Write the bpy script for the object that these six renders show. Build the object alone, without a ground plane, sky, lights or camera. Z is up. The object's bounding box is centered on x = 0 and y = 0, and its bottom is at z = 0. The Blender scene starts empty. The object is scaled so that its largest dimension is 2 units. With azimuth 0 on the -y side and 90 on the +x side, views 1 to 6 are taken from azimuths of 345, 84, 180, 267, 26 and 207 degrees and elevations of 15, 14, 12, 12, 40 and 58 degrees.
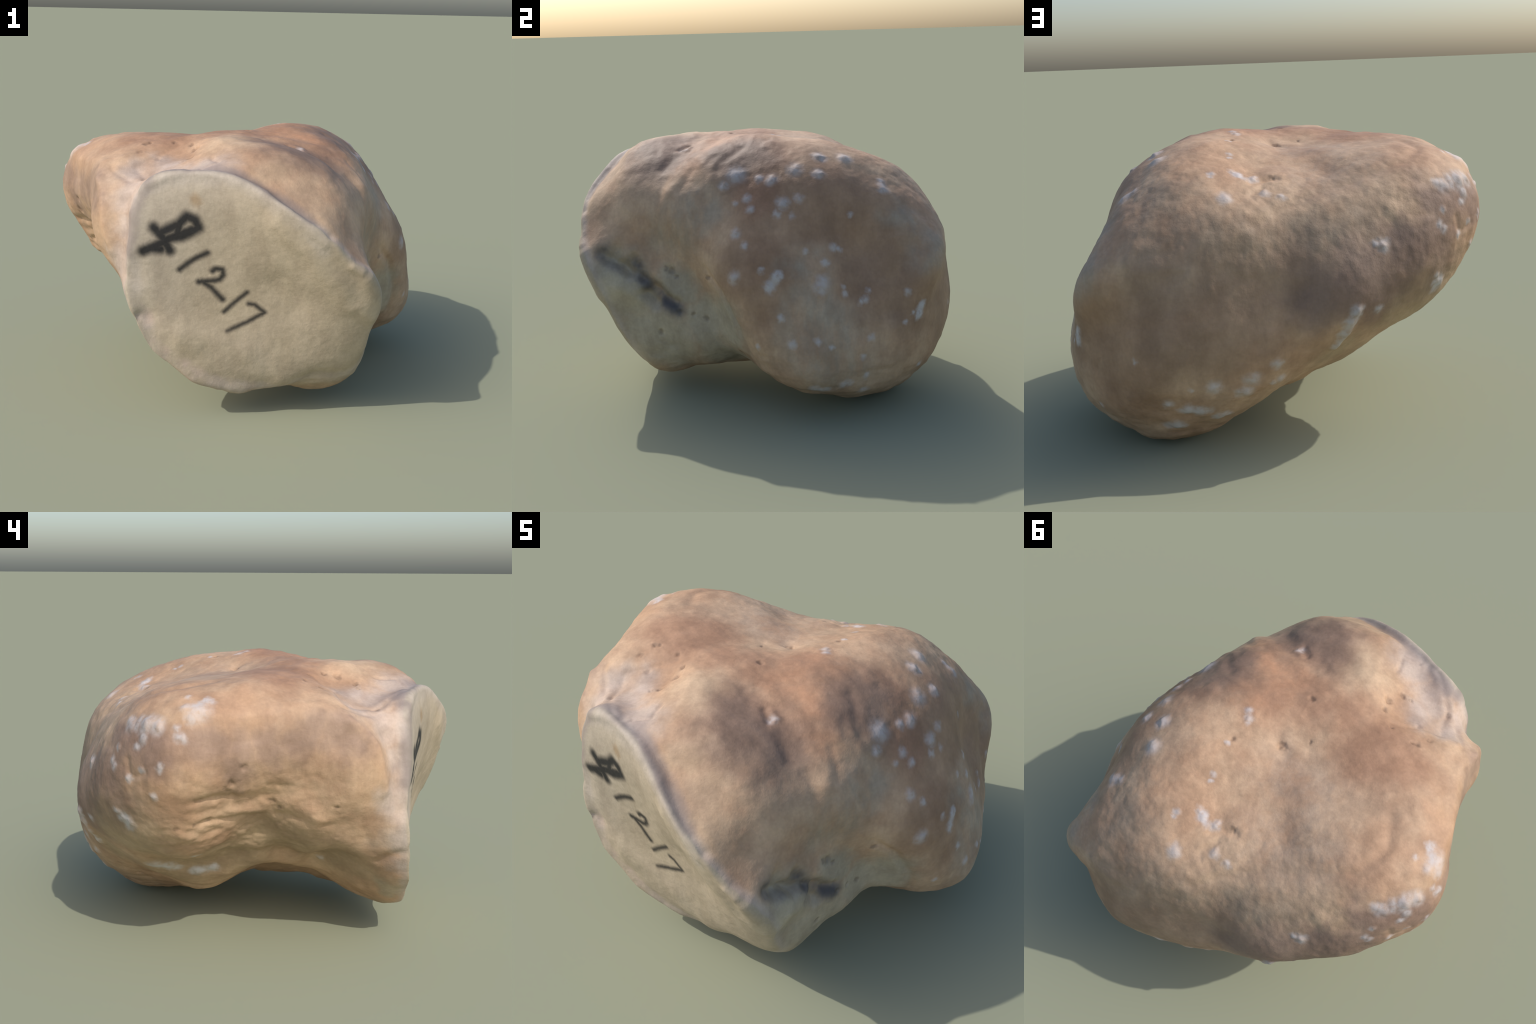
"""A weathered, stained foot bone with a flat, numbered joint facet at the front,
a waisted neck and a rounded, warty head at the back."""
import bpy
import numpy as np

# ---------------------------------------------------------------- shape ----
# The bone is described by girdles: closed cross-sections seen from the core of
# the bone, one behind the other from the flat facet (front) to the back of the
# head.  Each girdle lists the radii (m) at 24 even steps round the bone's axis,
# starting at the top and going round over the outer flank.
CORE = np.array([-.02, 0., .72])
AXIS = np.array([-.325, -.935, -.145]); AXIS /= np.linalg.norm(AXIS)
TOP = np.array([0, 0, 1.]) - AXIS * AXIS[2]; TOP /= np.linalg.norm(TOP)
OUTER = np.cross(TOP, AXIS)
GIRDLES = {
    "facet_middle": (.956, .956, .954, .955, .962, .962, .954, .945, .937, .931, .926, .918, .906, .891, .878, .872, .872, .872, .886, .908, .928, .939, .945, .952),
    "facet_ring": (.935, .931, .954, .953, .934, .935, .941, .946, .948, .951, .955, .976, 1.008, 1.043, 1.067, 1.076, 1.084, 1.076, 1.049, 1.012, .968, .952, .958, .953),
    "facet_border": (1.101, 1.159, 1.119, 1.128, 1.160, 1.102, 1.058, 1.040, 1.022, 1.036, 1.062, 1.067, 1.061, 1.034, 1.057, .992, 1.068, 1.038, 1.063, 1.056, 1.093, 1.083, 1.030, 1.056),
    "front_rim": (.962, .878, .889, .965, .893, 1.097, 1.115, 1.041, 1.086, .798, .888, .761, .788, .598, .542, .518, .488, .696, .822, .910, .905, 1.014, 1.192, 1.091),
    "front_neck": (.892, .925, .928, .900, .856, .759, .849, .777, .941, 1.043, .904, .636, .410, .489, .543, .526, .576, .721, .761, .978, 1.056, .906, .904, .762),
    "neck": (.767, .766, .795, .795, .778, .671, .696, .816, .788, .838, .639, .572, .395, .339, .417, .510, .477, .535, .765, .770, 1.029, .987, .660, .827),
    "neck_behind": (.676, .654, .672, .715, .808, .704, .635, .648, .838, .773, .696, .531, .407, .352, .398, .490, .561, .628, .567, .877, 1.012, .868, .778, .693),
    "waist": (.650, .631, .721, .796, .694, .741, .754, .656, .748, .641, .707, .530, .439, .412, .482, .528, .533, .574, .707, 1.027, 1.022, .918, .666, .686),
    "waist_behind": (.616, .676, .699, .740, .729, .773, .866, .925, .915, .788, .662, .567, .526, .543, .564, .605, .561, .802, 1.028, 1.160, 1.080, .778, .682, .576),
    "head_swell": (.593, .687, .723, .742, .759, .795, .876, .937, 1.178, .976, .738, .683, .667, .674, .642, .654, .581, .917, .976, 1.109, 1.056, .772, .622, .585),
    "head_front": (.632, .667, .756, .786, .809, .810, .896, 1.005, 1.141, 1.141, 1.025, .872, .735, .699, .659, .730, .823, .885, 1.047, 1.037, .978, .771, .684, .583),
    "head_widest": (.657, .753, .770, .845, .892, .848, .920, .968, 1.110, 1.181, 1.129, 1.140, .939, .757, .726, .793, .803, .956, .964, .926, .907, .702, .649, .645),
    "head_behind": (.706, .796, .849, .852, .897, .890, .813, 1.042, 1.152, 1.179, 1.211, 1.089, 1.048, .994, .931, .891, .947, .979, .960, .915, .866, .772, .750, .671),
    "head_far": (.838, .886, .925, .938, .999, 1.026, 1.171, 1.232, 1.090, 1.126, 1.147, 1.161, 1.081, 1.006, .987, .943, .918, .861, .895, .841, .842, .846, .778, .785),
    "head_back": (.950, .960, .990, 1.018, 1.053, 1.097, 1.120, 1.097, 1.098, 1.103, 1.102, 1.094, 1.064, 1.029, .987, .947, .913, .894, .895, .896, .912, .928, .932, .949),
    "head_end": (.998, 1.008, 1.018, 1.027, 1.035, 1.041, 1.045, 1.044, 1.041, 1.035, 1.028, 1.020, 1.010, 1.000, .989, .979, .972, .966, .963, .963, .965, .970, .977, .987),
}
RADII = np.array(list(GIRDLES.values()))
ROWS, STEPS = RADII.shape

# the joint facet: a saddle that cuts the front of the bone off
FACET_NORMAL = np.array([-.3247932, -.9346747, -.1445431])
FACET_SIDE = np.cross([0, 0, 1.], FACET_NORMAL); FACET_SIDE /= np.linalg.norm(FACET_SIDE)
FACET_UP = np.cross(FACET_NORMAL, FACET_SIDE)
FACET_REACH = 0.774
# height of the saddle over its plane: factor, power of the sideways and of the upward distance
SADDLE = [(-0.058, 1, 0), (-0.023, 0, 1), (0.261, 2, 0), (0.459, 1, 1), (0.227, 0, 2), (0.031, 3, 0), (0.063, 2, 1), (-0.090, 1, 2), (0.054, 0, 3), (-0.403, 4, 0), (-0.113, 3, 1), (-0.473, 2, 2), (0.069, 1, 3), (-0.450, 0, 4), (-0.296, 5, 0), (0.006, 4, 1), (-0.141, 3, 2), (-0.014, 2, 3), (-0.002, 1, 4), (-0.340, 0, 5)]
RIM_SOFTNESS, CHIN_SOFTNESS = .012, .05        # the rim is crisp, the chin below it rounded


def cubic(t):
    return np.stack([(1 - t) ** 3, 3 * t ** 3 - 6 * t ** 2 + 4, -3 * t ** 3 + 3 * t ** 2 + 3 * t + 1, t ** 3], -1) / 6


def girdle_radius(d):
    """Smooth loft through the girdles, for unit directions d from the core."""
    a = np.arccos(np.clip(d @ AXIS, -1, 1)) / np.pi * ROWS - .5
    b = np.arctan2(d @ OUTER, d @ TOP) % (2 * np.pi) / (2 * np.pi) * STEPS
    i, j = np.floor(a).astype(int), np.floor(b).astype(int)
    wa, wb = cubic(a - i), cubic(b - j)
    r = np.zeros(len(d))
    for p in range(4):
        row = i + p - 1
        over = (row < 0) | (row >= ROWS)                       # across a pole: the far side
        row = np.where(row < 0, -1 - row, np.where(row >= ROWS, 2 * ROWS - 1 - row, row))
        for q in range(4):
            col = (j + q - 1 + np.where(over, STEPS // 2, 0)) % STEPS
            r += wa[:, p] * wb[:, q] * RADII[row, col]
    return r


def facet_height(u, v):
    u, v = np.clip(u, -.6, .72), np.clip(v, -.62, .70)
    return FACET_REACH + sum(f * u ** i * v ** j for f, i, j in SADDLE)


def facet_radius(d):
    c = d @ FACET_NORMAL
    k = np.maximum(c, .3)
    u, v, h = d @ FACET_SIDE / k, d @ FACET_UP / k, np.full(len(d), .78)
    for _ in range(14):
        h = .5 * h + .5 * facet_height(h * u, h * v)
    return h / k + np.where(c > .3, 0, (.3 - c) * 20)


def bone_radius(d):
    a, b = girdle_radius(d), facet_radius(d)
    m = np.minimum(a, b)
    soft = RIM_SOFTNESS + CHIN_SOFTNESS * np.clip((-.36 - d[:, 2]) / .3, 0, 1)
    r = m - soft * np.log(np.exp((m - a) / soft) + np.exp((m - b) / soft))
    return r, 1 / (1 + np.exp(np.clip((b - a) / .01, -40, 40)))   # radius, how much it is facet


# ---------------------------------------------------------- surface marks ---
# x, y, z and size of things that sit on the surface
WHITE_SPOTS = {
    "outer_flank": [
        (.51,-.16,1.20,.040), (.53,-.23,1.15,.021), (.59,.01,1.18,.028), (.57,-.05,1.19,.020), (.58,.13,1.23,.033), (.62,.24,1.21,.025),
        (.48,.40,1.26,.034), (.51,.27,1.27,.027), (.62,.57,1.11,.023), (.57,.57,1.15,.018), (.62,-.12,1.10,.020), (.61,-.18,1.08,.015),
        (.69,.05,1.08,.027), (.69,.13,1.10,.019), (.66,-.11,1.05,.018), (.71,.02,1.03,.019), (.73,.09,1.02,.014), (.70,-.19,.94,.021),
        (.75,-.15,.89,.016), (.72,.38,1.01,.013), (.78,-.21,.74,.026), (.86,-.01,.75,.025), (.87,-.05,.71,.022), (.83,-.08,.78,.014),
        (.89,.21,.72,.030), (.90,.19,.69,.022), (.82,.14,.86,.014), (.85,.23,.81,.017), (.80,.28,.87,.019), (.80,.31,.86,.014),
        (.89,.32,.66,.014), (.88,.31,.69,.011), (.88,.42,.62,.018), (.89,.40,.61,.013), (.86,.44,.66,.013), (.86,.64,.64,.016),
        (.83,.72,.56,.022), (.84,.71,.52,.022), (.88,.63,.49,.011), (.92,.00,.56,.016), (.96,.05,.44,.017), (.98,.17,.45,.016),
        (.98,.24,.42,.013), (.93,.44,.44,.016), (.95,.40,.35,.013), (.86,-.11,.40,.013), (.93,.16,.20,.024), (.92,.20,.19,.021),
        (.94,.30,.21,.024), (.93,.33,.21,.016), (.92,.42,.24,.018), (.87,.41,.15,.022), (.75,.73,.22,.015), (.86,.67,.53,.010),
    ],
    "head_back": [
        (.16,.77,1.13,.028), (-.08,.71,1.12,.017), (-.01,.70,1.14,.021), (.04,.60,1.19,.019), (.11,.59,1.20,.022), (.13,.58,1.22,.014),
        (.15,.41,1.28,.012), (.22,.65,1.21,.011), (-.50,.79,.92,.022), (-.47,.81,.92,.014), (-.76,.68,.97,.017), (-.86,.60,.91,.015),
        (-.77,.62,.70,.027), (-.38,.88,.65,.022), (-.35,.87,.60,.024), (-.33,.84,.55,.024), (-.30,.81,.49,.018), (-.48,.82,.64,.018),
        (-.04,.90,.44,.022), (-.05,.84,.36,.020), (-.02,.85,.34,.014), (.07,.91,.38,.031), (.10,.89,.32,.028), (.13,.90,.32,.017),
        (.23,.94,.36,.025), (.43,.92,.28,.020), (.35,.90,.25,.026), (.30,.89,.24,.026), (.22,.83,.20,.026), (.19,.82,.20,.014),
        (.41,.83,.16,.026), (.55,.94,.48,.011), (.13,.10,1.35,.018), (.16,.26,1.33,.011), (-.87,.53,1.13,.033), (-.82,.55,1.15,.021),
        (.33,.95,.36,.011),
    ],
    "inner_flank": [
        (-.91,.31,1.20,.043), (-.89,.36,1.21,.022), (-.87,.27,1.23,.022), (-.76,.60,1.14,.022), (-.87,.51,1.15,.033), (-.91,.47,1.14,.022),
        (-.89,.54,1.09,.022), (-.97,.38,1.10,.019), (-.75,.65,.71,.023), (-.75,.67,.74,.017), (-.93,.50,.85,.015), (-.86,.61,.91,.015),
        (-.91,.55,.96,.015), (-.97,.47,.98,.016), (-.78,.67,.95,.016), (-.64,.33,.50,.021), (-.42,.52,.39,.032), (-.41,.46,.38,.032),
        (-.39,.32,.35,.029), (-.41,.25,.37,.025), (-.41,-.27,.42,.019), (-.83,.35,1.25,.015), (-.95,.40,1.14,.015), (-.88,.57,1.05,.016),
        (-.78,.65,1.03,.014),
    ],
    "top": [
        (.49,.39,1.26,.029), (.50,.26,1.28,.028), (.62,.25,1.21,.014), (.60,.57,1.13,.025), (.15,.07,1.36,.017), (.13,.12,1.34,.015),
        (.12,-.41,1.29,.018), (.22,.63,1.22,.013), (.04,.58,1.19,.013), (-.82,.34,1.25,.010), (-.85,.28,1.24,.013), (-.90,.48,1.14,.032),
        (-.86,.53,1.15,.029), (-.79,.59,1.13,.029), (-.83,.56,1.13,.020), (-.97,.39,1.11,.019), (-.94,.34,1.17,.022), (-.50,.80,.91,.023),
        (.15,.44,1.27,.009),
    ],
}
PITS = {
    "outer_flank": [
        (.40,-.71,.76,.038), (.41,-.68,.74,.026), (.46,-.60,.61,.041), (.48,-.55,.57,.034), (.46,-.51,.71,.026), (.45,-.54,.72,.015),
        (.48,-.49,.68,.015), (.53,-.41,.49,.015), (.51,-.48,.50,.017), (.55,-.34,.47,.017), (.46,-.58,.38,.017), (.63,-.17,.30,.020),
        (.61,-.33,.70,.015), (.37,-.78,.79,.017), (.41,-.75,.71,.017), (.43,-.66,.67,.021),
    ],
    "top": [
        (-.39,-.33,1.30,.019), (-.40,-.27,1.30,.017), (-.43,-.41,1.26,.018), (-.67,-.47,1.18,.018), (-.57,-.30,1.25,.016), (-.47,-.19,1.30,.015),
        (-.65,-.23,1.27,.014), (.15,.23,1.33,.014), (-.05,.14,1.30,.021), (-.17,.06,1.30,.012), (-.04,.58,1.19,.018), (-.08,.14,1.30,.015),
        (-.59,-.16,1.30,.014),
    ],
    "inner_flank": [
        (-.92,.18,.90,.018), (-.94,.13,.97,.016), (-.92,.20,.88,.012), (-.92,.30,.82,.016), (-.91,.26,.83,.014), (-.86,.16,.82,.019),
        (-.83,.27,.72,.018), (-.85,.33,.70,.013), (-.78,-.00,.79,.017), (-.90,.19,.86,.012), (-.40,-.34,1.28,.014), (-.48,-.42,1.25,.014),
        (-.86,.41,.69,.014), (-.79,.34,.63,.011), (-.76,-.04,.76,.013), (-.84,-.28,.77,.013), (.01,.63,.22,.021),
    ],
    "front": [
        (-.08,-.13,1.35,.017), (-.06,.13,1.30,.014), (-.61,-.16,1.29,.015), (.56,-.17,1.14,.001),
    ],
}
# modelling strokes: (points on the surface, half width, height); minus cuts in
STROKES = {
    "groove_behind_rim": ([(-0.48, -0.66, 1.26), (-0.36, -0.70, 1.26), (-0.23, -0.77, 1.23), (-0.14, -0.84, 1.16), (-0.01, -0.93, 1.08), (0.10, -0.97, 0.98)], 0.032, -0.016),
    "rim_lip": ([(-0.69, -0.60, 1.16), (-0.57, -0.65, 1.22), (-0.39, -0.73, 1.24), (-0.26, -0.80, 1.21), (-0.14, -0.88, 1.14), (-0.03, -0.95, 1.05), (0.08, -0.97, 0.95)], 0.024, 0.010),
    "pocket_crease": ([(0.34, -0.88, 0.80), (0.39, -0.78, 0.75), (0.42, -0.69, 0.71), (0.46, -0.58, 0.61), (0.50, -0.50, 0.54)], 0.028, -0.026),
    "notch_lip": ([(0.41, -0.80, 0.62), (0.43, -0.68, 0.59), (0.44, -0.65, 0.62)], 0.050, 0.012),
    "neck_ridge": ([(-0.85, -0.33, 1.14), (-0.85, -0.37, 1.12), (-0.85, -0.43, 1.05), (-0.85, -0.47, 0.95), (-0.82, -0.49, 0.84)], 0.035, 0.018),
    "neck_strip_hollow": ([(-0.77, -0.50, 1.07), (-0.78, -0.55, 0.97), (-0.79, -0.57, 0.85), (-0.79, -0.59, 0.75)], 0.050, -0.022),
    "behind_bump": ([(0.36, -0.80, 0.81), (0.37, -0.83, 0.76)], 0.045, -0.030),
    "outer_back_valley": ([(0.80, 0.68, 0.84), (0.84, 0.59, 0.70), (0.89, 0.58, 0.56)], 0.065, -0.022),
    "front_band_hollow": ([(-0.46, -0.57, 1.26), (-0.55, -0.49, 1.24), (-0.68, -0.36, 1.22)], 0.075, -0.030),
    "waist_swell": ([(-0.79, -0.11, 0.79), (-0.79, -0.20, 0.72)], 0.060, 0.018),
    "hole_one": ([(0.39, -0.77, 0.75), (0.41, -0.73, 0.70)], 0.028, -0.040),
    "hole_two": ([(0.44, -0.64, 0.59), (0.46, -0.60, 0.55)], 0.034, -0.045),
    "rim_trim_low": ([(-0.68, -0.64, 0.53), (-0.66, -0.65, 0.44), (-0.59, -0.67, 0.36), (-0.46, -0.68, 0.27), (-0.31, -0.69, 0.20), (-0.13, -0.70, 0.18)], 0.060, -0.017),
    "rim_trim_high": ([(-0.72, -0.63, 0.82), (-0.74, -0.63, 0.67), (-0.68, -0.64, 0.56)], 0.045, -0.010),
    "rim_right_out": ([(0.30, -0.97, 0.77), (0.33, -0.93, 0.66), (0.33, -0.90, 0.57)], 0.055, 0.018),
    "facet_low_swell": ([(-0.22, -0.71, 0.36), (-0.38, -0.69, 0.42), (-0.51, -0.67, 0.45)], 0.070, 0.012),
    "facet_hollow": ([(-0.10, -0.80, 0.70), (-0.02, -0.81, 0.62)], 0.100, -0.014),
    "facet_diagonal_swell": ([(-0.12, -0.89, 1.02), (-0.00, -0.92, 0.90), (0.12, -0.93, 0.77), (0.25, -0.91, 0.63)], 0.055, 0.014),
    "arch_scoop": ([(-0.50, 0.17, 0.46), (-0.51, 0.05, 0.46), (-0.49, -0.09, 0.47)], 0.090, -0.020),
    "corner_fill": ([(-0.71, -0.34, 0.60), (-0.67, -0.40, 0.54)], 0.070, 0.016),
    "knob_notch": ([(-0.67, -0.50, 0.47), (-0.73, -0.56, 0.53), (-0.73, -0.64, 0.55)], 0.022, -0.010),
    "rim_bump": ([(0.21, -0.98, 0.83), (0.25, -0.98, 0.81)], 0.022, 0.010),
    "head_step": ([(0.04, 0.85, 1.03), (-0.17, 0.71, 1.11), (-0.63, 0.54, 1.23), (-0.70, 0.38, 1.28), (-0.66, 0.25, 1.30)], 0.030, -0.008),
    "head_edge_crease": ([(0.61, -0.34, 0.74), (0.69, -0.27, 0.64), (0.76, -0.20, 0.48), (0.76, -0.14, 0.33)], 0.022, -0.014),
    "top_hollow": ([(-0.04, 0.12, 1.31), (-0.08, 0.15, 1.29)], 0.040, -0.014),
    "back_cleft": ([(0.06, 0.64, 1.17), (-0.00, 0.60, 1.18), (-0.06, 0.59, 1.19)], 0.020, -0.010),
    "back_fold": ([(0.04, 0.72, 1.13), (0.01, 0.66, 1.16)], 0.018, -0.008),
    "drip": ([(-0.39, 0.87, 0.66), (-0.33, 0.84, 0.55), (-0.29, 0.80, 0.48)], 0.022, 0.013),
    "front_fold_one": ([(-0.45, -0.22, 1.30), (-0.68, -0.33, 1.23), (-0.65, -0.48, 1.19), (-0.53, -0.64, 1.25)], 0.016, -0.008),
    "front_fold_two": ([(-0.80, -0.30, 1.20), (-0.72, -0.43, 1.17), (-0.67, -0.54, 1.18)], 0.014, -0.006),
    "front_fold_three": ([(-0.43, -0.64, 1.26), (-0.34, -0.62, 1.28), (-0.36, -0.53, 1.28)], 0.014, -0.008),
    "crown_notch": ([(0.07, -0.39, 1.30), (0.11, -0.42, 1.29)], 0.020, -0.010),
    "crown_drip_lobe": ([(0.06, -0.28, 1.31), (0.22, -0.35, 1.28), (0.33, -0.43, 1.20), (0.43, -0.48, 1.11)], 0.060, 0.018),
    "crown_runnel_one": ([(0.33, -0.52, 1.16), (0.40, -0.54, 1.08)], 0.028, -0.005),
    "crown_runnel_two": ([(0.39, -0.37, 1.22), (0.45, -0.45, 1.11)], 0.028, -0.006),
    "crown_runnel_three": ([(0.36, -0.12, 1.32), (0.46, -0.25, 1.23)], 0.025, -0.008),
    "crown_bead_one": ([(0.10, -0.39, 1.29), (0.13, -0.40, 1.28)], 0.018, 0.009),
    "crown_bead_two": ([(0.36, 0.02, 1.34), (0.40, 0.01, 1.32)], 0.025, 0.007),
    "crown_hollow_front": ([(0.19, -0.46, 1.26), (0.27, -0.52, 1.21)], 0.035, -0.010),
    "crown_hollow_behind": ([(0.40, -0.25, 1.28), (0.46, -0.36, 1.17)], 0.040, -0.008),
    "waist_hollow_one": ([(-0.92, 0.32, 0.81), (-0.91, 0.26, 0.83), (-0.86, 0.16, 0.83)], 0.022, -0.012),
    "waist_hollow_two": ([(-0.84, 0.30, 0.71), (-0.82, 0.24, 0.72), (-0.78, 0.18, 0.73)], 0.018, -0.010),
    "waist_welt": ([(-0.81, 0.16, 0.77), (-0.75, 0.07, 0.75), (-0.72, -0.01, 0.72)], 0.030, 0.012),
    "waist_welt_low": ([(-0.84, 0.38, 0.66), (-0.76, 0.30, 0.62), (-0.74, 0.24, 0.63)], 0.024, 0.009),
    "ledge": ([(-0.91, 0.38, 1.19), (-0.91, 0.16, 1.19), (-0.87, -0.03, 1.20), (-0.83, -0.20, 1.20), (-0.85, -0.31, 1.15)], 0.048, 0.014),
    "dish_of_inner_flank": ([(-0.96, 0.16, 1.08), (-0.92, -0.01, 1.08), (-0.90, -0.17, 1.10), (-0.90, -0.29, 1.06)], 0.070, -0.016),
    "head_dark_fold": ([(-0.85, 0.61, 0.99), (-0.86, 0.60, 0.91), (-0.92, 0.54, 0.95)], 0.016, -0.006),
}
# pen strokes of the number on the facet
PEN = {
    "hash": [
        [(-0.649, -0.649, 0.981), (-0.612, -0.661, 0.939), (-0.578, -0.668, 0.874)],
        [(-0.698, -0.636, 0.867), (-0.640, -0.653, 0.894), (-0.559, -0.679, 0.941), (-0.479, -0.710, 0.977)],
        [(-0.660, -0.646, 0.883), (-0.619, -0.657, 0.880)],
        [(-0.612, -0.662, 0.961), (-0.539, -0.688, 1.000), (-0.506, -0.704, 1.038), (-0.470, -0.717, 1.025), (-0.453, -0.719, 0.989), (-0.485, -0.706, 0.966), (-0.525, -0.688, 0.942), (-0.572, -0.673, 0.933)],
        [(-0.539, -0.689, 0.993), (-0.545, -0.683, 0.948)],
        [(-0.599, -0.664, 0.924), (-0.492, -0.704, 0.966)],
    ],
    "one": [
        [(-0.533, -0.673, 0.781), (-0.489, -0.687, 0.819), (-0.462, -0.699, 0.839), (-0.412, -0.717, 0.867)],
    ],
    "two": [
        [(-0.385, -0.714, 0.777), (-0.372, -0.719, 0.789), (-0.341, -0.727, 0.786), (-0.336, -0.724, 0.759), (-0.353, -0.717, 0.735), (-0.397, -0.701, 0.726), (-0.445, -0.689, 0.721)],
        [(-0.432, -0.693, 0.725), (-0.389, -0.699, 0.695), (-0.335, -0.708, 0.634)],
    ],
    "slash": [
        [(-0.326, -0.705, 0.572), (-0.289, -0.717, 0.611), (-0.226, -0.745, 0.673)],
    ],
    "seven": [
        [(-0.216, -0.741, 0.614), (-0.189, -0.749, 0.611), (-0.141, -0.756, 0.572)],
        [(-0.141, -0.756, 0.572), (-0.215, -0.727, 0.522), (-0.309, -0.701, 0.474)],
    ],
}


def lattice(ix, iy, iz, seed):
    h = (ix * 374761393 + iy * 668265263 + iz * 2147483647 + seed * 1274126177) & 0xFFFFFFFF
    h = ((h ^ (h >> 13)) * 1274126177) & 0xFFFFFFFF
    return ((h ^ (h >> 16)) & 0xFFFF) / 32767.5 - 1


def noise(p, scale, seed, octaves=1):
    out, amp, total = np.zeros(len(p)), 1., 0.
    for o in range(octaves):
        q = p * (scale * 2 ** o) + 57.3 + 11 * o
        i = np.floor(q).astype(np.int64); f = q - i; f = f * f * f * (f * (f * 6 - 15) + 10)
        v = np.zeros(len(p))
        for cx in (0, 1):
            for cy in (0, 1):
                for cz in (0, 1):
                    w = (f[:, 0] if cx else 1 - f[:, 0]) * (f[:, 1] if cy else 1 - f[:, 1]) * (f[:, 2] if cz else 1 - f[:, 2])
                    v += w * lattice(i[:, 0] + cx, i[:, 1] + cy, i[:, 2] + cz, seed + o)
        out += amp * v; total += amp; amp *= .5
    return out / total


def near(p, point, radius):
    """Rows of p within radius of a point (cheap box test)."""
    return np.where((np.abs(p - point) < radius).all(1))[0]


def stroke_distance(p, points):
    best = np.full(len(p), 9.)
    for a, b in zip(points[:-1], points[1:]):
        a, b = np.array(a), np.array(b)
        t = np.clip((p - a) @ (b - a) / max((b - a) @ (b - a), 1e-9), 0, 1)
        best = np.minimum(best, np.linalg.norm(p - a - t[:, None] * (b - a), axis=1))
    return best


def blob(p, centre, radius):
    return np.exp(-((p - np.array(centre)) ** 2).sum(1) / radius ** 2)


def relief(p, facet):
    """Height above the smooth loft at surface points p."""
    h = np.zeros(len(p))
    rough = 1 - .85 * facet
    frayed = p + .012 * np.stack([noise(p, 30, 80 + i, 2) for i in range(3)], -1)
    for group in WHITE_SPOTS.values():
        for x, y, z, s in group:
            k = near(p, (x, y, z), 3 * s)
            h[k] += min(.22 * s, .006) * np.exp(-(((frayed[k] - (x, y, z)) ** 2).sum(1) / (s * .9) ** 2) ** 1.5)
    for group in PITS.values():
        for x, y, z, s in group:
            k = near(p, (x, y, z), 3 * s)
            h[k] -= (.55 + 6 * max(s - .03, 0)) * s * blob(frayed[k], (x, y, z), s * .8)
    bent = p + .012 * np.stack([noise(p, 9, 70 + i) for i in range(3)], -1)
    for points, width, height in STROKES.values():
        pts = np.array(points)
        k = np.where(((p > pts.min(0) - 3 * width) & (p < pts.max(0) + 3 * width)).all(1))[0]
        h[k] += height * np.exp(-(stroke_distance(bent[k], points) / width) ** 2)
    # lumps, fibrous grain and a rough waist
    h += rough * (.004 * noise(p, 7, 1, 2) + .0022 * noise(p, 22, 5, 2))
    back = np.clip((p[:, 1] - .25) / .35, 0, 1) * np.clip((p[:, 2] - .55) / .4, 0, 1)
    h += back * (.0016 * noise(p * np.array([1, 1, .6]), 40, 9, 2) + .0035 * noise(p, 15, 11, 2))
    waist = blob(p, (-.75, .15, .62), .42)
    stretched = p @ np.array([[1, 0, 0], [0, .45, .2], [0, -.2, 1.]])
    h += waist * (.020 * noise(stretched, 9, 14, 3) + .006 * noise(p, 24, 17, 2))
    under = np.clip((.45 - p[:, 2]) / .3, 0, 1) * rough
    h += under * (.009 * noise(p * np.array([.7, .7, 1.6]), 14, 19, 2) + .006 * noise(p, 7, 21))
    top = np.clip((p[:, 2] - 1.05) / .2, 0, 1) * rough * np.clip((.35 - p[:, 1]) / .3, 0, 1)
    h += top * .004 * noise(p @ np.array([[.5, .3, 0], [-.3, 1.1, 0], [0, 0, 1.]]), 15, 24, 2)
    h += facet * .0012 * noise(p, 30, 31, 2)
    return h


def cube_sphere(n):
    """Unit directions and quads of an evenly gridded ball."""
    t = np.tan(np.linspace(-np.pi / 4, np.pi / 4, n + 1))
    a, b = np.meshgrid(t, t, indexing="ij"); one = np.ones_like(a)
    faces = [(one, a, b), (-one, b, a), (b, one, a), (a, -one, b), (a, b, one), (b, a, -one)]
    pts = np.concatenate([np.stack(f, -1).reshape(-1, 3) for f in faces])
    g = np.arange((n + 1) ** 2).reshape(n + 1, n + 1)
    quad = np.stack([g[:-1, :-1], g[1:, :-1], g[1:, 1:], g[:-1, 1:]], -1).reshape(-1, 4)
    quads = np.concatenate([quad + k * (n + 1) ** 2 for k in range(6)])
    pts /= np.linalg.norm(pts, axis=1)[:, None]
    keys = np.round(pts * 1e6).astype(np.int64)
    _, first, inverse = np.unique(keys, axis=0, return_index=True, return_inverse=True)
    return pts[first], inverse.reshape(-1)[quads]


def vertex_normals(p, quads):
    fn = np.cross(p[quads[:, 2]] - p[quads[:, 0]], p[quads[:, 3]] - p[quads[:, 1]])
    vn = np.zeros_like(p)
    for k in range(4):
        for c in range(3):
            vn[:, c] += np.bincount(quads[:, k], fn[:, c], len(p))
    return vn / np.maximum(np.linalg.norm(vn, axis=1)[:, None], 1e-12)


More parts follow.
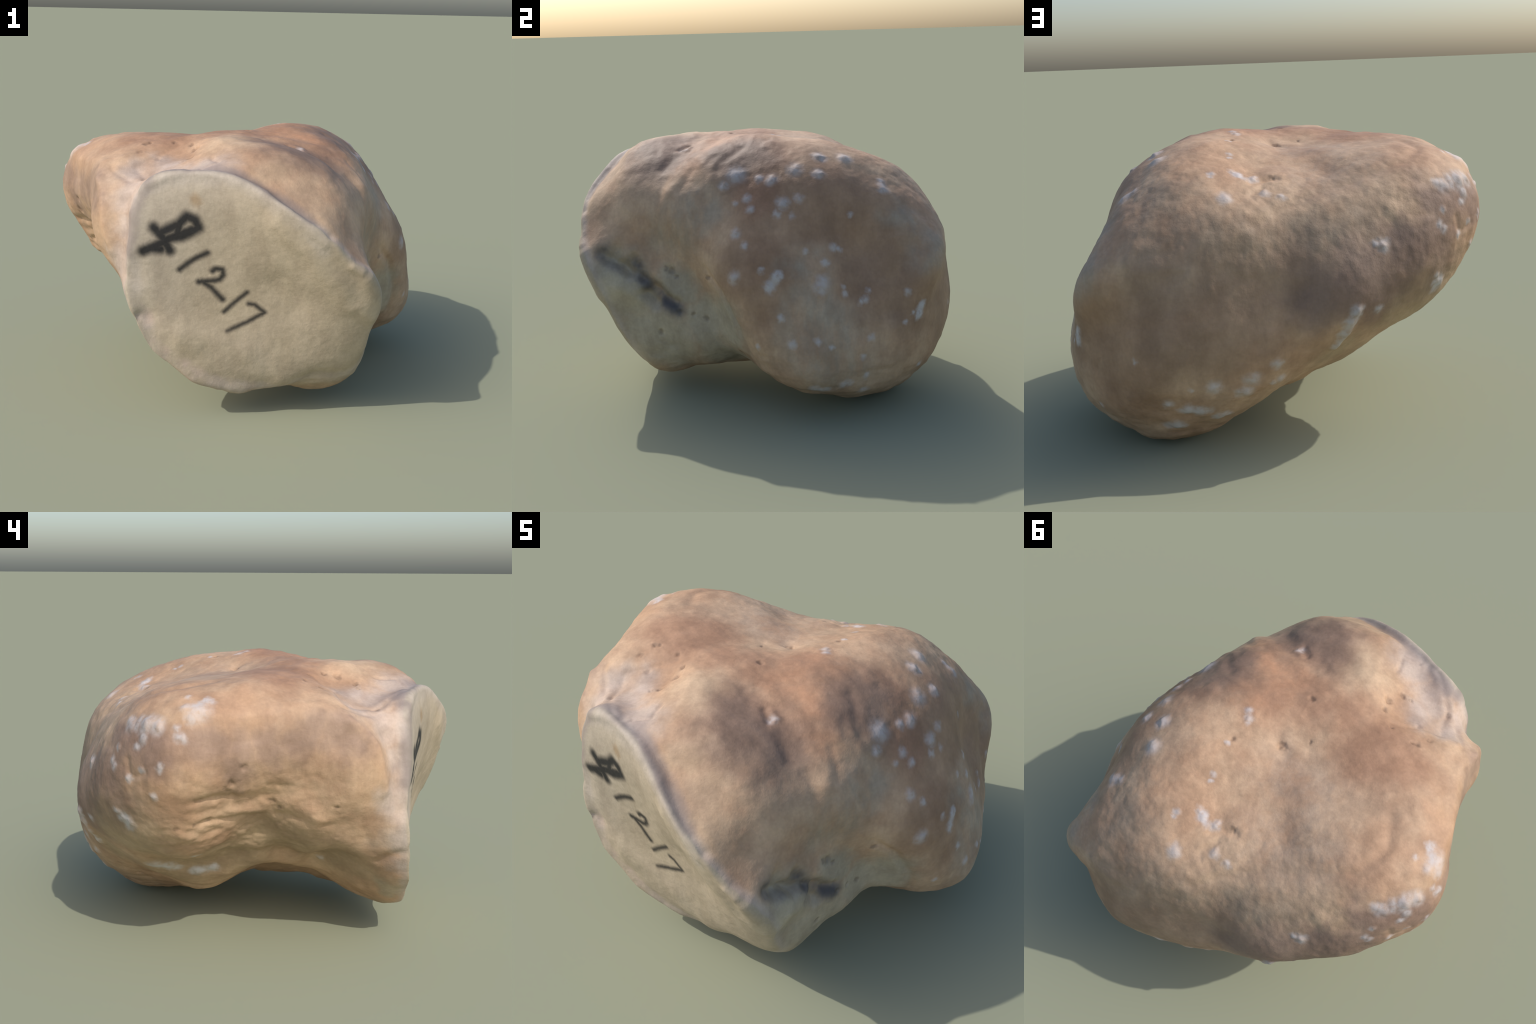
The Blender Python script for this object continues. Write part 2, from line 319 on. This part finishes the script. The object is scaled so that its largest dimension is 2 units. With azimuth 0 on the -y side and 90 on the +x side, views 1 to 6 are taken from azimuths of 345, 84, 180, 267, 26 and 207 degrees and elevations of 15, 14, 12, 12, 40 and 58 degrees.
# -------------------------------------------------------------- materials ---
# stains and painted light or shade, laid over each other in this order: colour, strength, softness of the
# edge, whether it is patchy, and the balls (x, y, z, radius) they cover
STAINS_AND_SHADE = {
    "pale_underside": ((0.43, 0.39, 0.295), 0.80, 0.50, False, [(0.41, -0.79, 0.59, 0.22), (0.44, -0.59, 0.35, 0.22), (0.56, -0.34, 0.43, 0.16), (0.51, -0.27, 0.26, 0.15), (0.50, -0.46, 0.63, 0.12), (0.64, -0.25, 0.48, 0.15)]),
    "chin": ((0.41, 0.335, 0.24), 0.85, 0.50, False, [(0.20, -0.70, 0.20, 0.16), (0.31, -0.80, 0.35, 0.12), (-0.05, -0.71, 0.19, 0.14), (-0.30, -0.69, 0.19, 0.14), (-0.57, -0.58, 0.31, 0.08)]),
    "outer_flank_brown": ((0.3, 0.185, 0.115), 0.75, 0.50, False, [(0.63, -0.05, 1.11, 0.22), (0.84, -0.09, 0.75, 0.20), (0.73, 0.40, 0.94, 0.30), (0.83, 0.54, 0.71, 0.28), (0.71, 0.16, 1.08, 0.25), (0.84, 0.71, 0.62, 0.20), (0.72, 0.83, 0.61, 0.22), (0.63, 0.88, 0.33, 0.20)]),
    "outer_flank_grey": ((0.35, 0.32, 0.26), 0.60, 0.70, True, [(0.95, 0.16, 0.55, 0.18), (0.87, 0.13, 0.78, 0.12), (0.98, 0.24, 0.36, 0.20), (0.70, 0.64, 0.99, 0.09), (0.76, 0.79, 0.86, 0.12), (0.54, -0.38, 1.03, 0.12), (0.47, -0.51, 0.93, 0.14)]),
    "crown_brown": ((0.35, 0.2, 0.125), 0.75, 0.70, False, [(-0.07, -0.15, 1.35, 0.17), (0.13, -0.13, 1.35, 0.20), (0.29, -0.16, 1.33, 0.20), (0.12, -0.42, 1.28, 0.20), (-0.62, -0.05, 1.31, 0.16), (-0.40, -0.06, 1.32, 0.15), (-0.49, 0.01, 1.32, 0.20), (-0.23, -0.16, 1.35, 0.12), (0.20, -0.24, 1.32, 0.10), (0.28, -0.10, 1.35, 0.14), (0.47, 0.04, 1.29, 0.14), (0.60, -0.06, 1.15, 0.12)]),
    "crown_shade": ((0.185, 0.135, 0.108), 0.70, 0.80, False, [(0.39, -0.08, 1.31, 0.15), (0.18, -0.54, 1.26, 0.17), (0.03, -0.60, 1.31, 0.15), (0.04, -0.54, 1.31, 0.19), (0.23, -0.52, 1.23, 0.13), (0.40, -0.17, 1.29, 0.15)]),  # shade beyond the sun's terminator, painted in together with a brown stain
    "crown_orange": ((0.48, 0.26, 0.15), 0.55, 0.80, True, [(0.11, -0.05, 1.37, 0.09), (0.08, -0.17, 1.34, 0.10), (0.15, 0.03, 1.37, 0.12), (0.19, -0.23, 1.33, 0.08), (0.35, -0.37, 1.24, 0.07)]),
    "crown_grey": ((0.43, 0.36, 0.29), 0.40, 0.80, True, [(-0.14, 0.25, 1.28, 0.14), (-0.29, 0.32, 1.28, 0.15), (-0.37, 0.52, 1.22, 0.17), (-0.20, 0.54, 1.18, 0.12)]),
    "back_grey": ((0.29, 0.24, 0.185), 0.50, 0.70, True, [(0.04, 0.86, 0.99, 0.16), (0.28, 0.90, 0.98, 0.18), (-0.16, 0.79, 1.01, 0.15), (-0.37, 0.78, 1.01, 0.16), (0.38, 0.75, 1.15, 0.12), (0.52, 0.84, 1.00, 0.15)]),
    "back_dun": ((0.275, 0.19, 0.13), 0.72, 0.60, False, [(0.12, 0.93, 0.73, 0.25), (0.42, 0.94, 0.80, 0.15), (0.33, 0.99, 0.57, 0.22), (-0.08, 0.88, 0.77, 0.20)]),
    "back_purple": ((0.2, 0.14, 0.118), 0.72, 0.60, False, [(-0.60, 0.76, 0.94, 0.10), (-0.75, 0.69, 0.79, 0.12), (-0.58, 0.79, 0.72, 0.10), (-0.91, 0.52, 1.08, 0.08), (-0.72, 0.65, 1.11, 0.08), (-0.44, 0.86, 0.76, 0.19), (-0.26, 0.90, 0.72, 0.15), (-0.62, 0.77, 0.89, 0.14), (-0.79, 0.63, 1.06, 0.14), (-0.74, 0.71, 0.91, 0.16), (-0.95, 0.50, 1.03, 0.12), (-0.85, 0.60, 1.04, 0.12)]),
    "inner_shade": ((0.28, 0.195, 0.15), 0.75, 0.60, False, [(-0.98, 0.27, 1.07, 0.11), (-0.95, 0.14, 1.08, 0.11), (-0.92, -0.01, 1.09, 0.10), (-0.90, -0.15, 1.10, 0.10), (-0.89, -0.28, 1.10, 0.09), (-0.89, -0.35, 1.05, 0.06), (-0.95, 0.16, 0.98, 0.09)]),  # baked shade below the ledge, mixed with the bone's own purple-brown
    "under_bounce": ((0.34, 0.26, 0.165), 0.65, 0.60, False, [(-0.68, 0.62, 0.60, 0.20), (-0.41, 0.40, 0.38, 0.20), (-0.61, -0.06, 0.57, 0.20), (-0.53, -0.36, 0.45, 0.18), (-0.50, 0.18, 0.46, 0.20), (-0.58, 0.72, 0.60, 0.10), (-0.29, 0.73, 0.42, 0.12)]),  # ochre bounce from the ground, painted into the colour of the underside
    "bleached_neck": ((0.5, 0.445, 0.41), 0.62, 0.80, False, [(-0.74, -0.50, 1.12, 0.11), (-0.77, -0.56, 0.98, 0.09), (-0.79, -0.56, 0.79, 0.09), (-0.77, -0.58, 0.61, 0.09), (-0.60, -0.48, 1.22, 0.10), (-0.55, -0.50, 1.24, 0.11), (-0.41, -0.63, 1.27, 0.11), (-0.54, -0.62, 1.25, 0.10), (-0.56, -0.38, 1.23, 0.10), (-0.71, -0.40, 1.19, 0.10), (-0.70, -0.60, 0.45, 0.06)]),
    "neck_lilac": ((0.34, 0.28, 0.26), 0.50, 0.80, True, [(-0.77, -0.59, 0.91, 0.06), (-0.78, -0.61, 0.67, 0.06), (-0.54, -0.62, 1.25, 0.07), (-0.34, -0.71, 1.26, 0.08), (-0.66, -0.61, 1.18, 0.05)]),
    "rim_tan": ((0.5, 0.37, 0.25), 0.60, 0.70, False, [(-0.12, -0.75, 1.23, 0.10), (0.02, -0.83, 1.13, 0.12), (0.14, -0.90, 1.03, 0.10), (-0.24, -0.43, 1.34, 0.10)]),
}


class Nodes:
    """Short hand for wiring shader nodes."""

    def __init__(self, tree):
        self.tree, self.n = tree, 0

    def make(self, kind, inputs=(), **settings):
        node = self.tree.nodes.new(kind)
        node.location = (200 * (self.n % 40), -200 * (self.n // 40)); self.n += 1
        for key, value in settings.items():
            setattr(node, key, value)
        for key, value in dict(inputs).items():
            if isinstance(value, bpy.types.NodeSocket):
                self.tree.links.new(value, node.inputs[key])
            else:
                node.inputs[key].default_value = value
        return node

    def math(self, op, a, b=0., c=0., clamp=False):
        return self.make("ShaderNodeMath", {0: a, 1: b, 2: c}, operation=op, use_clamp=clamp).outputs[0]

    def vector(self, op, a, b=(0, 0, 0), out=0):
        return self.make("ShaderNodeVectorMath", {0: a, 1: b}, operation=op).outputs[out]

    def noise(self, at, scale, detail=3., rough=.55, colour=False):
        node = self.make("ShaderNodeTexNoise", {"Vector": at, "Scale": scale, "Detail": detail, "Roughness": rough})
        return node.outputs["Color" if colour else "Fac"]

    def span(self, x, low, high, to_low=0., to_high=1., smooth=True):
        return self.make("ShaderNodeMapRange", {0: x, 1: low, 2: high, 3: to_low, 4: to_high},
                         interpolation_type="SMOOTHSTEP" if smooth else "LINEAR").outputs[0]

    def mix(self, fac, a, b, blend="MIX"):
        return self.make("ShaderNodeMix", {0: fac, 6: a, 7: b}, data_type="RGBA", blend_type=blend).outputs[2]

    def group(self, tree, inputs):
        node = self.make("ShaderNodeGroup", node_tree=tree)
        for key, value in inputs.items():
            if isinstance(value, bpy.types.NodeSocket):
                self.tree.links.new(value, node.inputs[key])
            else:
                node.inputs[key].default_value = value
        return node.outputs[0]

    def balls(self, at, spots, soft, scale=1.):
        """Mask of a set of soft balls (x, y, z, radius)."""
        mask = 0.
        for x, y, z, r in spots:
            mask = self.group(add_ball(), {"At": at, "Centre": (x, y, z), "Inner": r * scale * (1 - soft), "Outer": r * scale * (1 + soft), "Before": mask})
        return mask

    def lines(self, at, pieces):
        """Distance from the nearest of a set of line pieces."""
        gap = 9.
        for a, b in pieces:
            along = np.array(b) - np.array(a)
            gap = self.group(add_line(), {"At": at, "Start": tuple(a), "Along": tuple(along), "Share": tuple(along / (along @ along)), "Before": gap})
        return gap


def chain_group(name, vectors, floats):
    tree = bpy.data.node_groups.new(name, "ShaderNodeTree")
    for key in vectors:
        tree.interface.new_socket(key, in_out="INPUT", socket_type="NodeSocketVector")
    for key in floats:
        tree.interface.new_socket(key, in_out="INPUT", socket_type="NodeSocketFloat")
    tree.interface.new_socket("Result", in_out="OUTPUT", socket_type="NodeSocketFloat")
    N = Nodes(tree)
    g = N.make("NodeGroupInput").outputs
    # a vanishing share of the result so far makes Cycles work the chain off one by one
    at = N.make("ShaderNodeVectorMath", {0: g["Before"], 1: (1e-9, 1e-9, 1e-9), 2: g["At"]}, operation="MULTIPLY_ADD").outputs[0]
    return tree, N, g, at


def add_ball():
    tree = bpy.data.node_groups.get("add_ball")
    if tree is None:
        tree, N, g, at = chain_group("add_ball", ("At", "Centre"), ("Inner", "Outer", "Before"))
        mask = N.span(N.vector("DISTANCE", at, g["Centre"], out=1), g["Inner"], g["Outer"], 1., 0.)
        N.make("NodeGroupOutput", {0: N.math("MAXIMUM", mask, g["Before"])})
    return tree


def add_line():
    tree = bpy.data.node_groups.get("add_line")
    if tree is None:
        tree, N, g, at = chain_group("add_line", ("At", "Start", "Along", "Share"), ("Before",))
        offset = N.vector("SUBTRACT", at, g["Start"])
        t = N.math("ADD", N.vector("DOT_PRODUCT", offset, g["Share"], out=1), 0., clamp=True)
        run = N.make("ShaderNodeVectorMath", {0: g["Along"], 3: t}, operation="SCALE").outputs[0]
        N.make("NodeGroupOutput", {0: N.math("MINIMUM", N.vector("DISTANCE", offset, run, out=1), g["Before"])})
    return tree


def rgba(c):
    return (*c, 1.)


def bone_material(name, surface):
    """The bone's look; marks too far from this part's surface are left out of its material."""
    def close(spots, margin):
        return [s for s in spots if (((surface - s[:3]) ** 2).sum(1)).min() < (2 * s[3] + margin) ** 2]

    m = bpy.data.materials.new(name)
    m.use_nodes = True
    m.node_tree.nodes.clear()
    N = Nodes(m.node_tree)
    at = N.make("ShaderNodeTexCoord").outputs["Object"]

    def shaken(scale, amount, detail=2.):
        wobble = N.vector("SUBTRACT", N.noise(at, scale, detail, colour=True), (.5, .5, .5))
        return N.vector("ADD", at, N.make("ShaderNodeVectorMath", {0: wobble, 3: amount}, operation="SCALE").outputs[0])

    broad, fine, soft_edge = shaken(4.5, .30, 4.), shaken(24., .040), shaken(9., .07, 4.)
    streaky = N.vector("MULTIPLY", at, (1., 1., .35))

    # ground colour: tan with soft warm and grey clouds
    cloud = N.noise(at, 3.2, 5., .6)
    colour = N.mix(N.span(cloud, .35, .65), rgba(TAN_LIGHT), rgba(TAN_WARM))

    patchy = N.span(N.noise(streaky, 9., 5., .65), .35, .62, .25, 1.)
    for tint, strength, soft, patched, balls in STAINS_AND_SHADE.values():
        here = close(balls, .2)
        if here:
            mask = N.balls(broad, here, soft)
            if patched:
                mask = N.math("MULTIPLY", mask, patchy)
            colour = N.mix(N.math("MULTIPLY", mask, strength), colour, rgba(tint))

    # the smooth, pale joint facet and its whitish rim
    core = N.vector("SUBTRACT", at, tuple(CORE))
    gap = N.vector("DOT_PRODUCT", core, tuple(FACET_NORMAL), out=1)
    side = N.vector("DOT_PRODUCT", core, tuple(FACET_SIDE), out=1)
    up = N.vector("DOT_PRODUCT", core, tuple(FACET_UP), out=1)
    level = FACET_REACH
    for factor, i, j in SADDLE:
        term = factor
        for axis in [side] * i + [up] * j:
            term = N.math("MULTIPLY", axis, term)
        level = N.math("ADD", term, level)
    depth = N.math("SUBTRACT", level, gap)
    depth = N.math("ADD", depth, N.math("MULTIPLY_ADD", N.noise(at, 14.), .03, -.015))
    rim = N.span(depth, .02, .075, 1., 0.)
    colour = N.mix(N.math("MULTIPLY", rim, .6), colour, rgba(RIM_WHITE))
    facet = N.span(depth, .012, .03, 1., 0.)
    clouds = N.noise(at, 5., 4.)
    facet_colour = N.mix(N.span(clouds, .35, .7), rgba(FACET_PALE), rgba(FACET_DUN))
    facet_colour = N.mix(N.span(N.math("SUBTRACT", side, N.math("MULTIPLY", up, .6)), -.05, -.7, 0., .6), facet_colour, rgba(FACET_GREY))
    rust = N.balls(fine, [(-.47, -.727, 1.116, .03)], .6)
    facet_colour = N.mix(N.math("MULTIPLY", rust, .6), facet_colour, rgba((.30, .19, .09)))
    colour = N.mix(facet, colour, facet_colour)

    edge = N.span(N.lines(soft_edge, [piece for s in RIM_EDGE.values() for piece in zip(s[:-1], s[1:])]), .005, .06, 1., 0.)
    colour = N.mix(N.math("MULTIPLY", edge, .4), colour, rgba(RIM_WHITE))

    # mottling and fine grain
    mottle = N.noise(streaky, 12., 5., .62)
    colour = N.mix(1., colour, N.mix(N.span(mottle, .3, .7), rgba((.90, .89, .88)), rgba((1.07, 1.075, 1.08))), "MULTIPLY")
    blotch = N.noise(at, 5.5, 4., .6)
    colour = N.mix(N.math("SUBTRACT", 1., N.math("MULTIPLY", facet, .6)), colour, N.mix(N.span(blotch, .33, .67), rgba((.87, .84, .82)), rgba((1.09, 1.07, 1.04))), "MULTIPLY")
    grain = N.noise(at, 60., 3., .6)
    colour = N.mix(1., colour, N.mix(N.span(grain, .3, .7), rgba((.95, .95, .95)), rgba((1.04, 1.04, 1.04))), "MULTIPLY")

    # white mineral warts, dark mouths of the pits
    white = N.balls(fine, close([spot for group in WHITE_SPOTS.values() for spot in group], .04), 1.)
    speck = N.span(N.noise(at, 35., 3.), .25, .55, .45, 1.)
    colour = N.mix(N.math("MULTIPLY", N.math("MULTIPLY", white, speck), .62), colour, rgba(WART_WHITE))
    smear = N.span(N.lines(fine, [piece for s in SMEARS.values() for piece in zip(s[:-1], s[1:])]), .004, .036, 1., 0.)
    colour = N.mix(N.math("MULTIPLY", N.math("MULTIPLY", smear, speck), .5), colour, rgba(WART_WHITE))
    groove_mask = N.span(N.lines(soft_edge, [piece for s in GROOVE_DARK.values() for piece in zip(s[:-1], s[1:])]), .01, .055, 1., 0.)
    colour = N.mix(N.math("MULTIPLY", groove_mask, .6), colour, rgba(GROOVE_BROWN))
    dark = N.balls(fine, close([pit for group in PITS.values() for pit in group], .04), .7, .85)
    colour = N.mix(N.math("MULTIPLY", dark, .45), colour, rgba(PIT_BROWN))
    crease_shade = N.span(N.lines(soft_edge, DARK_CREASE), .0, .075, 1., 0.)  # dark smear, also painted shade for the deep overhanging pocket
    crease_shade = N.math("MULTIPLY", crease_shade, N.span(N.noise(at, 7., 3.), .3, .6, .7, 1.))
    colour = N.mix(N.math("MULTIPLY", crease_shade, .92), colour, rgba(CREASE_SHADE))

    # the number, in faded felt pen that has bled into the bone
    shaky = shaken(70., .006)
    for sign, width, bleed, strength in PEN_LOOK if name == "inked_bone" else []:
        line = N.lines(shaky, [piece for s in PEN[sign] for piece in zip(s[:-1], s[1:])])
        ink = N.span(line, width, width + bleed, 1., 0.)
        colour = N.mix(N.math("MULTIPLY", ink, strength), colour, rgba(INK))

    bump = N.make("ShaderNodeBump", {"Strength": .25, "Distance": .006, "Height": N.noise(at, 90., 4., .6)}).outputs[0]
    shader = N.make("ShaderNodeBsdfPrincipled", {"Base Color": colour, "Roughness": .62, "Specular IOR Level": .3, "Normal": bump})
    N.make("ShaderNodeOutputMaterial", {"Surface": shader.outputs[0]})
    return m


TAN_LIGHT, TAN_WARM = (.53, .37, .245), (.47, .30, .19)
FACET_GREY = (.42, .37, .305)
RIM_WHITE, FACET_PALE, FACET_DUN = (.50, .44, .39), (.485, .397, .287), (.44, .36, .255)
WART_WHITE, PIT_BROWN, CREASE_SHADE, INK = (.58, .56, .56), (.10, .065, .045), (.06, .06, .07), (.014, .014, .016)
GROOVE_BROWN = (.22, .18, .165)
SMEARS = {
    "long_drip": [(-0.39, 0.87, 0.66), (-0.35, 0.86, 0.59), (-0.29, 0.80, 0.48)],
    "low_one": [(0.38, 0.90, 0.24), (0.26, 0.88, 0.24)],
    "low_two": [(0.23, 0.84, 0.20), (0.18, 0.81, 0.20)],
    "low_three": [(0.45, 0.82, 0.16), (0.38, 0.82, 0.15)],
    "belly_one": [(-0.41, 0.56, 0.39), (-0.40, 0.42, 0.37)],
    "belly_two": [(-0.38, 0.35, 0.34), (-0.42, 0.24, 0.37)],
    "flank_one": [(0.83, 0.72, 0.57), (0.84, 0.70, 0.51)],
    "flank_two": [(0.86, -0.00, 0.76), (0.87, -0.05, 0.69)],
    "back": [(0.13, 0.57, 1.22), (0.08, 0.61, 1.19)],
    "side_drip": [(-0.77, 0.64, 0.73), (-0.74, 0.62, 0.67)],
    "corner": [(-0.89, 0.32, 1.22), (-0.86, 0.27, 1.24)],
    "belly_three": [(0.92, 0.15, 0.19), (0.92, 0.22, 0.19)],
}
RIM_EDGE = {
    "top": [(-0.69, -0.61, 1.15), (-0.57, -0.65, 1.21), (-0.40, -0.74, 1.23), (-0.26, -0.81, 1.20), (-0.15, -0.89, 1.13), (-0.02, -0.95, 1.03), (0.08, -0.97, 0.92)],
    "inner": [(-0.73, -0.59, 1.09), (-0.75, -0.61, 0.97), (-0.75, -0.62, 0.82), (-0.73, -0.63, 0.68)],
}
GROOVE_DARK = {  # darker grey-brown lines along the groove and rim
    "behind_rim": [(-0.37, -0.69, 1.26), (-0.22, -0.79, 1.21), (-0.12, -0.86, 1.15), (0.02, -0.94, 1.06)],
    "rim_line": [(-0.34, -0.71, 1.26), (-0.47, -0.67, 1.26), (-0.61, -0.58, 1.23)],
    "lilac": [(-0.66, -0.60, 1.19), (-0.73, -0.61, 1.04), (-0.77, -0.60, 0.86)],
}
DARK_CREASE = [((0.345, -0.870, 0.795), (0.394, -0.778, 0.731)), ((0.394, -0.778, 0.731), (0.411, -0.702, 0.723)), ((0.411, -0.702, 0.723), (0.433, -0.663, 0.656)), ((0.433, -0.663, 0.656), (0.465, -0.582, 0.580)), ((0.465, -0.582, 0.580), (0.505, -0.501, 0.516))]
PEN_LOOK = [("hash", .007, .040, .97), ("one", .001, .028, .93), ("two", .001, .028, .93), ("slash", .0, .024, .9), ("seven", .0, .024, .9)]


# ------------------------------------------------------------------ build ---
dirs, quads = cube_sphere(250)
radius, facet = bone_radius(dirs)
points = CORE + radius[:, None] * dirs
normals = vertex_normals(points, quads)
if ((np.cross(points[quads[:, 2]] - points[quads[:, 0]], points[quads[:, 3]] - points[quads[:, 1]]) * dirs[quads[:, 0]]).sum(1)).mean() < 0:
    quads, normals = quads[:, ::-1], -normals
points = points + normals * relief(points, facet)[:, None]
# stand it on the ground: ease the lowest part down (or up) to z = 0
points[:, 2] -= points[:, 2].min() * np.clip(1 - points[:, 2] / .35, 0, 1)
normals = vertex_normals(points, quads)

middle = points[quads].mean(1)
on_facet = facet[quads].mean(1) > .5
ink = np.full(len(quads), 9.)
ink[on_facet] = np.min([stroke_distance(middle[on_facet], s) for sign in PEN.values() for s in sign], axis=0)
region = np.where(on_facet, 0, np.where(middle[:, 1] + .25 * middle[:, 0] > .02, 2, 1))
region[ink < .055] = 3

bone = bpy.data.objects.new("fossil_bone", None)
bone["label"] = "weathered tan foot bone with flat numbered joint facet"
bone["category"] = "bone"
bpy.context.scene.collection.objects.link(bone)
for number, (name, look) in enumerate((("joint_facet", "facet_bone"), ("neck", "neck_bone"), ("head", "head_bone"), ("handwritten_number", "inked_bone"))):
    chosen = quads[region == number]
    used, local = np.unique(chosen, return_inverse=True)
    mesh = bpy.data.meshes.new(name)
    mesh.vertices.add(len(used)); mesh.vertices.foreach_set("co", points[used].ravel())
    mesh.loops.add(chosen.size); mesh.loops.foreach_set("vertex_index", local.reshape(-1).astype(np.int32))
    mesh.polygons.add(len(chosen)); mesh.polygons.foreach_set("loop_start", np.arange(0, chosen.size, 4, dtype=np.int32))
    mesh.update(); mesh.validate()
    mesh.polygons.foreach_set("use_smooth", np.ones(len(chosen), bool))
    mesh.normals_split_custom_set_from_vertices(normals[used])
    mesh.materials.append(bone_material(look, points[used][::15]))
    part = bpy.data.objects.new(name, mesh)
    part.parent = bone
    bpy.context.scene.collection.objects.link(part)
